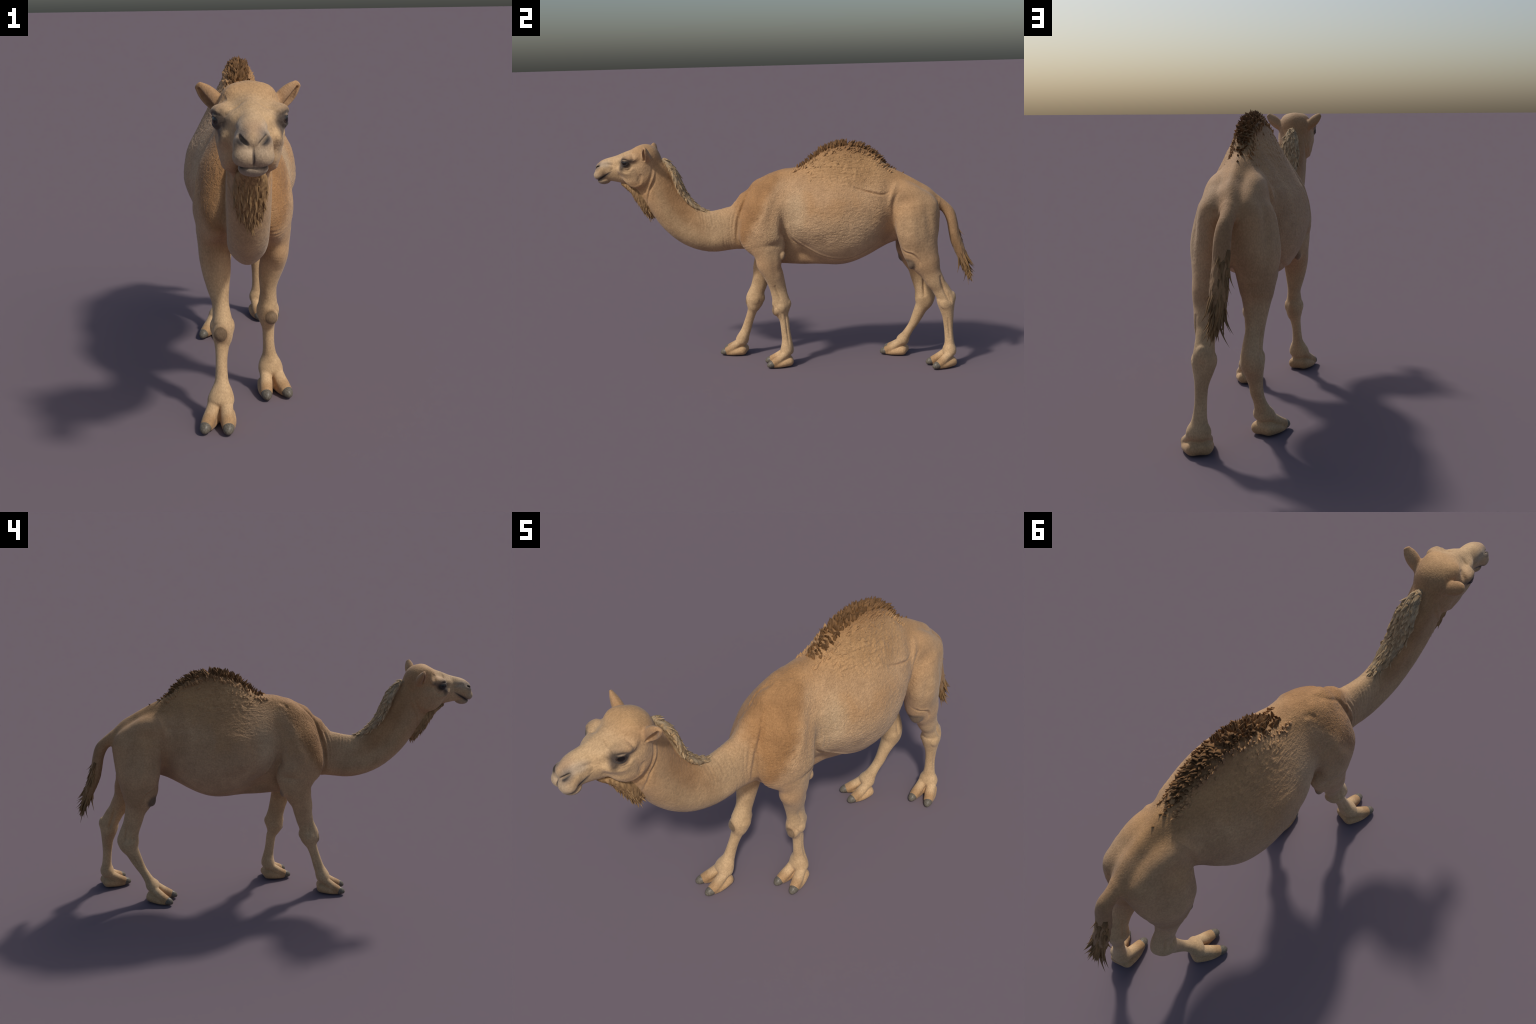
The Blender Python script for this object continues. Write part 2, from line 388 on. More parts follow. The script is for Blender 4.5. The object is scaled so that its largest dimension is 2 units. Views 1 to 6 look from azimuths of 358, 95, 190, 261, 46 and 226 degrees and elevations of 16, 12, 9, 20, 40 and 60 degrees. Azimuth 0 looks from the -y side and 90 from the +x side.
# ------------------------------------------------------------------ mesher
def mesh_field(lo, hi, h):
    """Sparse surface nets: the grid is refined three times, only near the surface."""
    lo = np.array(lo, float)
    levels = [h * 4, h * 2, h]
    n0 = np.ceil((np.array(hi) - lo) / levels[0]).astype(int)
    g = np.stack(np.meshgrid(*[np.arange(k) for k in n0], indexing="ij"), -1).reshape(-1, 3)
    for li, s in enumerate(levels[:-1]):
        c = lo + (g + 0.5) * s
        keep = np.abs(evaluate(c)) < s * 1.5
        g = g[keep]
        off = np.stack(np.meshgrid([0, 1], [0, 1], [0, 1], indexing="ij"), -1).reshape(-1, 3)
        g = (g[:, None] * 2 + off[None]).reshape(-1, 3)
    dim = n0 * 4 + 2
    key = lambda q: (q[:, 0] * dim[1] + q[:, 1]) * dim[2] + q[:, 2]
    off = np.stack(np.meshgrid([0, 1], [0, 1], [0, 1], indexing="ij"), -1).reshape(-1, 3)
    ck = np.unique(key(g))
    step = [dim[1] * dim[2], dim[2], 1]
    offk = (off * np.array(step)).sum(1)
    pk = np.unique((ck[:, None] + offk[None]).ravel())
    pi = np.stack([pk // step[0], (pk // dim[2]) % dim[1], pk % dim[2]], 1)
    val = evaluate(lo + pi * h)
    ci = np.searchsorted(pk, ck[:, None] + offk[None])
    cv = val[ci]
    mixed = (cv.min(1) < 0) & (cv.max(1) >= 0)
    ck, ci, cv = ck[mixed], ci[mixed], cv[mixed]
    base = np.stack([ck // step[0], (ck // dim[2]) % dim[1], ck % dim[2]], 1)
    acc = np.zeros((len(ck), 3)); cnt = np.zeros(len(ck))
    for a in range(8):
        for ax in range(3):
            if off[a][ax]:
                continue
            b = [k for k in range(8) if (off[k] == off[a] + np.eye(3, dtype=int)[ax]).all()][0]
            va, vb = cv[:, a], cv[:, b]
            x = (va < 0) != (vb < 0)
            t = np.where(x, va / np.where(x, va - vb, 1), 0)
            p = off[a] + t[:, None] * np.eye(3)[ax]
            acc[x] += p[x]; cnt[x] += 1
    V = lo + (base + acc / cnt[:, None]) * h
    quads = []
    pv = dict(zip([0, 1, 2], [None] * 3))
    for ax in range(3):
        o1, o2 = [k for k in range(3) if k != ax]
        i2 = np.searchsorted(pk, pk + step[ax]); i2 = np.minimum(i2, len(pk) - 1)
        ok = pk[i2] == pk + step[ax]
        x = ok & ((val < 0) != (val[i2] < 0))
        e = pk[x]; flip = val[x] < 0
        c = np.stack([e, e - step[o1], e - step[o1] - step[o2], e - step[o2]], 1)
        q = np.searchsorted(ck, c); q = np.minimum(q, len(ck) - 1)
        good = (ck[q] == c).all(1)
        q, flip = q[good], flip[good]
        if ax == 1:
            flip = ~flip
        q[~flip] = q[~flip][:, ::-1]
        quads.append(q)
    return V, np.vstack(quads)

def neighbours(Q, n):
    e = np.vstack([Q[:, [0, 1]], Q[:, [1, 2]], Q[:, [2, 3]], Q[:, [3, 0]]])
    e = np.vstack([e, e[:, ::-1]])
    return e, np.bincount(e[:, 0], minlength=n)

def relax(V, Q, times, f=0.5):
    e, c = neighbours(Q, len(V))
    for _ in range(times):
        s = np.stack([np.bincount(e[:, 0], V[e[:, 1], a], len(V)) for a in range(3)], 1)
        V = V + f * (s / c[:, None] - V)
    return V

def refine(V, Q, pick):
    """Split the picked quads in four; their neighbours simply gain the edge points."""
    n = len(V)
    S = Q[pick]
    e = np.stack([S, np.roll(S, -1, 1)], 2).reshape(-1, 2)
    e.sort(1)
    ek = e[:, 0] * n + e[:, 1]
    uk, inv = np.unique(ek, return_inverse=True)
    mid = (V[uk // n] + V[uk % n]) / 2
    cen = V[S].mean(1)
    m = n + inv.reshape(-1, 4); c = n + len(uk) + np.arange(len(S))
    quads = np.concatenate([np.stack([S[:, k], m[:, k], c, m[:, (k + 3) % 4]], 1) for k in range(4)])
    rest = Q[~pick]
    f = np.stack([rest, np.roll(rest, -1, 1)], 2)
    f = np.sort(f, 2); fk = f[..., 0] * n + f[..., 1]
    at = np.minimum(np.searchsorted(uk, fk), len(uk) - 1)
    hit = uk[at] == fk
    plain = rest[~hit.any(1)]
    odd = []
    for q, h, a in zip(rest[hit.any(1)], hit[hit.any(1)], at[hit.any(1)]):
        p = []
        for k in range(4):
            p.append(int(q[k]))
            if h[k]:
                p.append(int(n + a[k]))
        odd.append(p)
    return np.vstack([V, mid, cen]), np.vstack([quads, plain]), odd, len(uk) + len(S)

def vertex_normals(V, Q):
    a, b, c, d = (V[Q[:, k]] for k in range(4))
    fn = np.cross(c - a, d - b)
    N = np.zeros_like(V)
    for k in range(4):
        for ax in range(3):
            N[:, ax] += np.bincount(Q[:, k], fn[:, ax], len(V))
    return N / (np.linalg.norm(N, axis=1)[:, None] + 1e-12)

# ------------------------------------------------------------------ noise
PERM = np.random.default_rng(3).permutation(256)
GRAD = np.random.default_rng(4).normal(size=(256, 3)); GRAD /= np.linalg.norm(GRAD, axis=1)[:, None]
GRAD = GRAD.astype(F)
def perlin(P):
    P = P.astype(F)
    i = np.floor(P).astype(int); f = P - i
    u = f * f * f * (f * (f * 6 - 15) + 10)
    out = 0
    for dx in (0, 1):
        hx = PERM[(i[:, 0] + dx) & 255]; wx = u[:, 0] if dx else 1 - u[:, 0]
        for dy in (0, 1):
            hy = PERM[(hx + i[:, 1] + dy) & 255]; wy = wx * (u[:, 1] if dy else 1 - u[:, 1])
            for dz in (0, 1):
                h = PERM[(hy + i[:, 2] + dz) & 255]
                g = GRAD[h]
                out = out + wy * (u[:, 2] if dz else 1 - u[:, 2]) * (
                    g[:, 0] * (f[:, 0] - dx) + g[:, 1] * (f[:, 1] - dy) + g[:, 2] * (f[:, 2] - dz))
    return out * 1.5

def blob(P, c, r, soft=.5, both=True):
    """1 inside an ellipsoid, fading out over its rim."""
    Q = P.copy()
    if both:
        Q[:, 0] = np.abs(Q[:, 0])
    d = np.sqrt((((Q - np.array(c)) / np.array(r)) ** 2).sum(1))
    t = np.clip((1 + soft - d) / (2 * soft), 0, 1)
    return t * t * (3 - 2 * t)

def stepz(a, b, v):
    t = np.clip((v - a) / (b - a), 0, 1)
    return t * t * (3 - 2 * t)

# ------------------------------------------------------------------ folds, creases, tendons
# (side, width, depth, points (y, z) seen from the side). side: +1 left, -1 right, 0 both.
# negative depth is a groove, positive a ridge.
STROKES = [
    # flank
    (1, .0065, -.0065, [(.37, .955), (.40, .945), (.44, .932), (.489, .919), (.525, .915), (.554, .929)]),
    (1, .008, .0025, [(.40, .955), (.44, .943), (.489, .931), (.525, .927)]),
    (-1, .012, -.003, [(.56, .932), (.535, .921), (.464, .921), (.40, .935)]),
    (0, .012, .006, [(.592, .976), (.572, .932), (.556, .89), (.546, .85)]),
    (0, .009, -.006, [(.603, .935), (.577, .885), (.571, .84), (.572, .80), (.577, .75)]),
    # seam between flank and belly, creases behind the elbow
    (0, .007, -.005, [(.017, .82), (.024, .738), (.044, .691), (.073, .665), (.123, .634), (.207, .594), (.27, .580), (.34, .582), (.407, .608), (.471, .645), (.52, .69)]),
    (0, .009, .004, [(.036, .80), (.040, .742), (.058, .70), (.085, .676), (.133, .645), (.207, .607), (.28, .592), (.35, .595), (.412, .622)]),
    (0, .012, -.004, [(.000, .80), (.010, .757), (.014, .70), (.010, .646)]),
    (0, .005, -.0025, [(.036, .83), (.048, .767), (.059, .711)]),
    (0, .005, -.002, [(.052, .83), (.066, .767), (.074, .715)]),
    (0, .006, -.003, [(.024, .83), (.031, .784), (.037, .75)]),
    # shoulder against neck
    (0, .009, -.007, [(-.10, 1.00), (-.145, .965), (-.185, .917), (-.212, .845), (-.229, .798), (-.239, .737), (-.243, .681), (-.219, .642)]),
    (0, .007, -.0035, [(-.225, .880), (-.25, .82), (-.263, .756), (-.263, .677)]),
    (0, .008, .003, [(-.205, .89), (-.236, .82), (-.250, .756), (-.252, .68)]),
    (0, .005, -.002, [(-.245, .880), (-.272, .81), (-.280, .74), (-.276, .66)]),
    (0, .012, -.003, [(-.155, .78), (-.128, .795), (-.105, .815), (-.085, .86)]),
    (-1, .010, -.004, [(.002, 1.02), (-.025, 1.01), (-.040, .99)]),
    # head against neck, jaw
    (0, .008, -.0035, [(-.672, 1.074), (-.678, 1.031), (-.696, .989), (-.721, .955)]),
    (0, .005, .003, [(-.664, 1.070), (-.669, 1.021), (-.688, .978), (-.706, .936), (-.71, .90)]),
    (0, .006, -.003, [(-.655, 1.045), (-.662, 1.0), (-.684, .962), (-.702, .922), (-.712, .872), (-.708, .83)]),
    (0, .009, -.0045, [(-.731, 1.035), (-.737, 1.008), (-.742, .980)]),
    (0, .006, -.0042, [(-.829, 1.066), (-.81, 1.055), (-.789, 1.061), (-.776, 1.080)]),
    (0, .005, -.0030, [(-.838, 1.060), (-.812, 1.046), (-.785, 1.050)]),
    (0, .007, -.0042, [(-.943, 1.086), (-.917, 1.085), (-.893, 1.080), (-.883, 1.067)]),
    (0, .006, -.0018, [(-.905, 1.044), (-.893, 1.058), (-.874, 1.069)]),
    (0, .008, -.004, [(-.827, 1.144), (-.828, 1.125), (-.842, 1.106)]),
    (0, .010, -.006, [(-.776, 1.146), (-.768, 1.125), (-.762, 1.108)]),
    (0, .012, -.0025, [(-.842, 1.095), (-.850, 1.075), (-.862, 1.060)]),
    # cheek: facial crest, edge of the chewing muscle, hollow behind the mouth corner
    (0, .009, .0018, [(-.860, 1.060), (-.845, 1.048), (-.815, 1.036), (-.785, 1.032)]),
    (0, .012, -.0020, [(-.862, 1.036), (-.845, 1.022), (-.815, 1.008), (-.79, 1.0)]),
    (0, .007, -.0030, [(-.768, 1.060), (-.752, 1.040), (-.745, 1.015), (-.755, .990)]),
    (0, .009, .0028, [(-.80, .972), (-.77, .966), (-.742, .975), (-.722, 1.0)]),
    # broad muscle forms
    (0, .022, .0040, [(-.045, .945), (-.075, .87), (-.10, .79), (-.115, .71)]),
    (0, .020, -.0035, [(-.005, .93), (-.035, .87), (-.055, .80), (-.05, .73)]),
    (0, .022, -.0045, [(.735, .90), (.742, .82), (.752, .74), (.758, .66)]),
    (0, .022, .0040, [(.655, .86), (.665, .78), (.675, .70), (.69, .62)]),
    (0, .016, -.0030, [(.63, .80), (.625, .73), (.63, .66)]),
    (0, .016, -.0030, [(-.060, .63), (-.045, .58), (-.04, .53), (-.03, .48)]),
    (0, .018, -.0025, [(.13, .80), (.15, .74), (.18, .69)]),
    (0, .018, -.0025, [(.20, .79), (.22, .73), (.25, .68)]),
    # stifle folds
    (1, .006, -.004, [(.61, .633), (.63, .617), (.659, .611), (.684, .593), (.701, .568), (.705, .538)]),
    (1, .005, .003, [(.620, .640), (.64, .624), (.668, .618), (.694, .598), (.711, .568)]),
    (-1, .006, -.004, [(.596, .632), (.634, .613), (.663, .594), (.676, .563), (.671, .522)]),
    (-1, .006, .003, [(.60, .641), (.640, .621), (.670, .600), (.685, .563)]),
]
# the same on the legs: part, side (x sign of the outward direction), width, depth, points
LEG_STROKES = [
    ("foreleg_l", 1, .006, -.0035, [(-.046, .443), (-.03, .403), (-.014, .362)]),
    ("foreleg_l", 1, .005, -.003, [(.006, .293), (.012, .23), (.018, .171), (.026, .112)]),
    ("foreleg_l", 1, .005, -.002, [(-.060, .345), (-.037, .318), (-.014, .285), (-.014, .255)]),
    ("foreleg_r", -1, .006, -.003, [(-.159, .41), (-.161, .348), (-.155, .31)]),
    ("foreleg_r", -1, .005, -.003, [(-.186, .25), (-.20, .20), (-.214, .15), (-.225, .115)]),
    ("foreleg_r", -1, .005, -.002, [(-.215, .345), (-.19, .318), (-.175, .285)]),
    ("hindleg_l", 1, .008, -.007, [(.812, .49), (.826, .437), (.845, .389), (.868, .342)]),
    ("hindleg_l", 1, .005, -.003, [(.856, .395), (.868, .36), (.876, .335)]),
    ("hindleg_l", 1, .005, -.003, [(.855, .264), (.862, .206), (.868, .148)]),
    ("hindleg_l", -1, .008, -.006, [(.814, .46), (.829, .396), (.848, .349)]),
    ("hindleg_r", 1, .008, -.007, [(.745, .45), (.745, .389), (.748, .335)]),
    ("hindleg_r", -1, .007, -.006, [(.752, .44), (.764, .37), (.771, .328)]),
    ("hindleg_r", -1, .005, -.003, [(.742, .40), (.748, .355), (.756, .323)]),
    ("hindleg_r", -1, .005, -.003, [(.722, .375), (.724, .335)]),
    ("hindleg_r", -1, .005, -.003, [(.734, .26), (.712, .206), (.690, .156)]),
]
# short wrinkles across the neck where it bends
for k, y in enumerate((-.430, -.416, -.401, -.388, -.373, -.355, -.338, -.322, -.306)):
    STROKES.append((0, .0055, -.0012 - .0012 * (k % 3 == 1), [(y - .012, .822 + .018 * max(0, k - 5)), (y - .004, .80), (y, .775), (y + .004 + .002 * k, .745 - .012 * (k % 2))]))
for k, y in enumerate((-.312, -.298, -.285, -.273)):
    STROKES.append((0, .0055, -.0018, [(y - .006, .71), (y, .68), (y + .002, .645), (y + .006, .625)]))

def lift_strokes():
    """Lift all side-view lines on to the surface at once: walk in along x until the field is met."""
    lines, jobs = [], []
    for side, w, d, pts in STROKES:
        for sg in ((1, -1) if side == 0 else (side,)):
            p = catmull(pts, 6)
            lines.append((p, 0.0, sg, .30)); jobs.append((w, d))
    for part, sg, w, d, pts in LEG_STROKES:
        p = catmull(pts, 6)
        lines.append((p, .086 if part.endswith("_l") else -.082, sg, .075)); jobs.append((w * 1.05, d * 1.5))
    yz = np.vstack([p for p, _, _, _ in lines])
    cx = np.concatenate([np.full(len(p), c) for p, c, _, _ in lines])
    sg = np.concatenate([np.full(len(p), g) for p, _, g, _ in lines])
    x = np.concatenate([np.full(len(p), s) for p, _, _, s in lines])
    P = np.stack([x, yz[:, 0], yz[:, 1]], 1)
    for _ in range(70):
        P[:, 0] = cx + sg * x
        x = np.maximum(x - np.clip(evaluate(P), -.004, .015) * .7, 0)
    at = 0
    for (p, _, _, _), (w, d) in zip(lines, jobs):
        yield P[at:at + len(p)], w, d
        at += len(p)

def press(V, N, line, width, depth):
    """Push the surface along a line: full depth in its middle, tapering to its ends."""
    lo, hi = line.min(0) - 3 * width, line.max(0) + 3 * width
    i = np.nonzero(((V > lo) & (V < hi)).all(1))[0]
    if not len(i):
        return
    best = np.full(len(i), 9.0); par = np.zeros(len(i))
    for k in range(len(line) - 1):
        a, ab = line[k], line[k + 1] - line[k]
        if abs(ab[0]) > .03:
            continue
        t = np.clip(((V[i] - a) @ ab) / (ab @ ab), 0, 1)
        d = np.linalg.norm(V[i] - a - t[:, None] * ab, axis=1)
        w = d < best
        best[w] = d[w]; par[w] = (k + t[w]) / (len(line) - 1)
    taper = np.sin(np.pi * np.clip(par, 0, 1)) ** .6
    V[i] += N[i] * (depth * taper * np.exp(-(best / width) ** 2))[:, None]

# ------------------------------------------------------------------ build the flesh
V, Q = mesh_field((-.26, -1.04, -.02), (.26, 1.04, 1.26), CELL)
V = relax(V, Q, 2)
_, own = evaluate(V, parts=True)
fine = np.isin(own, [PARTS.index(p) for p in ("head", "ear_l", "ear_r")])
fine &= V[:, 1] < -.66
V, Q, ODD, new = refine(V, Q, fine[Q].all(1))
_, own = evaluate(V, parts=True)
i = np.nonzero(np.isin(own, [PARTS.index(p) for p in ("head", "ear_l", "ear_r")]) & (V[:, 1] < -.655))[0]
for _ in range(2):
    g, s = gradient(V[i], .0006)
    V[i] -= np.clip(evaluate(V[i]), -.003, .003)[:, None] * g * .8

QA = np.vstack([Q] + [np.array([[p[0], p[k], p[k + 1], p[k + 1]] for p in ODD for k in range(1, len(p) - 1)]).reshape(-1, 4)])
N = vertex_normals(V, QA)
V0 = V.copy()
for line, w, d in lift_strokes():
    press(V, N, line, w, d)

# coat relief: curls on the flanks, tufty lumps under the hump, hair streaks elsewhere
isp = lambda *names: np.isin(own, [PARTS.index(p) for p in names])
x, y, z = V0[:, 0], V0[:, 1], V0[:, 2]
flank = isp("torso") * stepz(-.02, .12, y) * (1 - stepz(.50, .60, y)) * stepz(.60, .72, z)
wob = np.stack([perlin(V0 * 14 + 3), perlin(V0 * 14 + 17), perlin(V0 * 14 + 31)], 1)
curl = perlin((V0 + wob * .012) * np.array([110, 48, 120]))
curl2 = perlin((V0 + wob * .008) * np.array([70, 34, 75]) + 9)
left = np.where(x > 0, 1.0, .7)
D = flank * left * (.0011 * curl + .0006 * curl2)
lump = perlin((V0 + wob * .01) * np.array([45, 55, 45]))
hill = blob(V0, (.09, .27, 1.04), (.07, .16, .08), .5)
D += hill * .0032 * np.maximum(lump, -.25) + hill * .0012 * curl
sh = isp("torso") * (1 - stepz(-.02, .06, y)) * stepz(.62, .72, z)
D += sh * .0008 * perlin((V0 + wob * .01) * np.array([90, 110, 45]))
D += isp("neck") * .0005 * perlin((V0 + wob * .02) * np.array([80, 90, 60]))
D += isp("hindleg_l", "hindleg_r") * stepz(.55, .7, z) * .0006 * perlin((V0 + wob * .01) * np.array([80, 60, 90]))
D += isp("head") * (y > -.86) * .0004 * perlin((V0 + wob * .005) * np.array([130, 240, 160]))
# mane and beard: long combed strands
T = stepz(-.62, -.40, y)
along = V0[:, 1] * .50 - V0[:, 2] * .86
D += isp("mane") * (.004 * perlin(np.stack([x * 95, along * 16, (y + z) * 30], 1) + wob) + .002 * perlin(np.stack([x * 190, along * 30, (y + z) * 60], 1)))
D += isp("beard") * .0035 * perlin(np.stack([x * 110, y * 70, z * 20], 1) + wob * .6)
D += isp("tail") * (1 - stepz(.60, .80, z)) * (y > .85) * .0028 * perlin(np.stack([x * 120, y * 110, z * 14], 1) + wob * .5)
V += N * D[:, None]
N = vertex_normals(V, QA)

# ------------------------------------------------------------------ cut into parts
ROOT = bpy.data.objects.new("camel", None)
bpy.context.scene.collection.objects.link(ROOT)
ROOT["label"] = "tan one-humped camel walking with brown hump tufts"
ROOT["category"] = "camel"

def attach(ob, parent=ROOT):
    bpy.context.scene.collection.objects.link(ob)
    ob.parent = parent
    return ob

label = own.astype(int).copy()
label[(own == PARTS.index("tail")) & (y < .79)] = PARTS.index("torso")
HUMP, FOOT = len(PARTS), len(PARTS) + 1      # feet take FOOT .. FOOT+3
for k, p in enumerate(("foreleg_l", "foreleg_r", "hindleg_l", "hindleg_r")):
    label[(own == PARTS.index(p)) & (z < .097)] = FOOT + k
arch = 1.0 - .9 * np.abs(y - .33)
label[(own == PARTS.index("torso")) & (z > .985 + .35 * np.abs(y - .33)) & (y > .06) & (y < .60)] = HUMP
NAMES = {HUMP: "hump"}
for k, p in enumerate(PARTS):
    NAMES[k] = {"foreleg_l": "foreleg", "foreleg_r": "foreleg", "hindleg_l": "hindleg", "hindleg_r": "hindleg",
                "ear_l": "ear", "ear_r": "ear"}.get(p, p)
for k in range(4):
    NAMES[FOOT + k] = "foot"
qs = np.sort(label[Q], 1)
vote = np.where(qs[:, 1] == qs[:, 2], qs[:, 1], label[Q[:, 0]])
odd_vote = [label[p[0]] for p in ODD]
BODY = {}
def split_body(material):
    order = list(range(len(PARTS))) + [HUMP] + [FOOT + k for k in range(4)]
    for lab in order:
        faces = Q[vote == lab]
        extra = [p for p, v in zip(ODD, odd_vote) if v == lab]
        used = np.unique(np.concatenate([faces.ravel()] + [np.array(p) for p in extra]))
        if not len(used):
            continue
        back = np.zeros(len(V), int); back[used] = np.arange(len(used))
        me = bpy.data.meshes.new(NAMES[lab])
        nf, ne = len(faces), sum(len(p) for p in extra)
        me.vertices.add(len(used)); me.vertices.foreach_set("co", V[used].astype(F).ravel())
        loops = np.concatenate([back[faces].ravel()] + [back[np.array(p)] for p in extra]).astype(np.int32)
        starts = np.concatenate([np.arange(nf) * 4, nf * 4 + np.cumsum([0] + [len(p) for p in extra])[:-1]] if extra else [np.arange(nf) * 4]).astype(np.int32)
        me.loops.add(len(loops)); me.loops.foreach_set("vertex_index", loops)
        me.polygons.add(len(starts)); me.polygons.foreach_set("loop_start", starts)
        me.update(calc_edges=True)
        me.validate()
        me.polygons.foreach_set("use_smooth", np.ones(len(me.polygons), bool))
        me.normals_split_custom_set_from_vertices(N[used].tolist())
        me.materials.append(material)
        ob = bpy.data.objects.new(NAMES[lab], me)
        parent = ROOT
        if lab >= FOOT:
            parent = BODY[PARTS.index(("foreleg_l", "foreleg_r", "hindleg_l", "hindleg_r")[lab - FOOT])]
        BODY[lab] = attach(ob, parent)

# ------------------------------------------------------------------ materials
class Nodes:
    """Small helper for chaining shader nodes."""
    def __init__(s, name, rough=.75):
        s.m = bpy.data.materials.new(name); s.m.use_nodes = True
        s.t = s.m.node_tree
        s.bsdf = s.t.nodes["Principled BSDF"]
        s.bsdf.inputs["Roughness"].default_value = rough
        s.bsdf.inputs["Specular IOR Level"].default_value = .25
        s.pos = s.n("ShaderNodeTexCoord").outputs["Object"]
    def n(s, kind, **props):
        k = s.t.nodes.new(kind)
        for a, b in props.items():
            setattr(k, a, b)
        return k
    def put(s, sock, v):
        if isinstance(v, (int, float)):
            sock.default_value = v
        elif isinstance(v, (tuple, list)):
            sock.default_value = tuple(v) + ((1,) if len(v) == 3 and sock.type == "RGBA" else ())
        else:
            s.t.links.new(v, sock)
    def math(s, op, a, b=0.0, c=None, clamp=False):
        k = s.n("ShaderNodeMath", operation=op, use_clamp=clamp)
        s.put(k.inputs[0], a); s.put(k.inputs[1], b)
        if c is not None:
            s.put(k.inputs[2], c)
        return k.outputs[0]
    def vec(s, op, a, b=(0, 0, 0)):
        k = s.n("ShaderNodeVectorMath", operation=op)
        s.put(k.inputs[0], a)
        if op == "SCALE":
            s.put(k.inputs["Scale"], b)
        elif op not in ("LENGTH", "ABSOLUTE"):
            s.put(k.inputs[1], b)
        return k.outputs["Value" if op in ("LENGTH", "DOT_PRODUCT", "DISTANCE") else "Vector"]
    def noise(s, scale, detail=3, rough=.55, vec=None, stretch=None):
        k = s.n("ShaderNodeTexNoise"); k.inputs["Scale"].default_value = scale
        k.inputs["Detail"].default_value = detail; k.inputs["Roughness"].default_value = rough
        v = vec or s.pos
        if stretch:
            v = s.vec("MULTIPLY", v, stretch)
        s.t.links.new(v, k.inputs["Vector"])
        return k.outputs["Fac"]
    def ramp(s, v, a, b, lo=0.0, hi=1.0, smooth=True):
        k = s.n("ShaderNodeMapRange", interpolation_type="SMOOTHSTEP" if smooth else "LINEAR", clamp=True)
        s.put(k.inputs["Value"], v)
        for nm, val in (("From Min", a), ("From Max", b), ("To Min", lo), ("To Max", hi)):
            k.inputs[nm].default_value = val
        return k.outputs[0]
    def mix(s, f, a, b, mode="MIX"):
        k = s.n("ShaderNodeMix", data_type="RGBA", blend_type=mode)
        s.put(k.inputs[0], f); s.put(k.inputs[6], a); s.put(k.inputs[7], b)
        return k.outputs[2]
    def color(s, c):
        s.put(s.bsdf.inputs["Base Color"], c)
    def bump(s, h, strength=.4, dist=.002):
        k = s.n("ShaderNodeBump"); k.inputs["Strength"].default_value = strength
        k.inputs["Distance"].default_value = dist
        s.t.links.new(h, k.inputs["Height"])
        s.t.links.new(k.outputs[0], s.bsdf.inputs["Normal"])

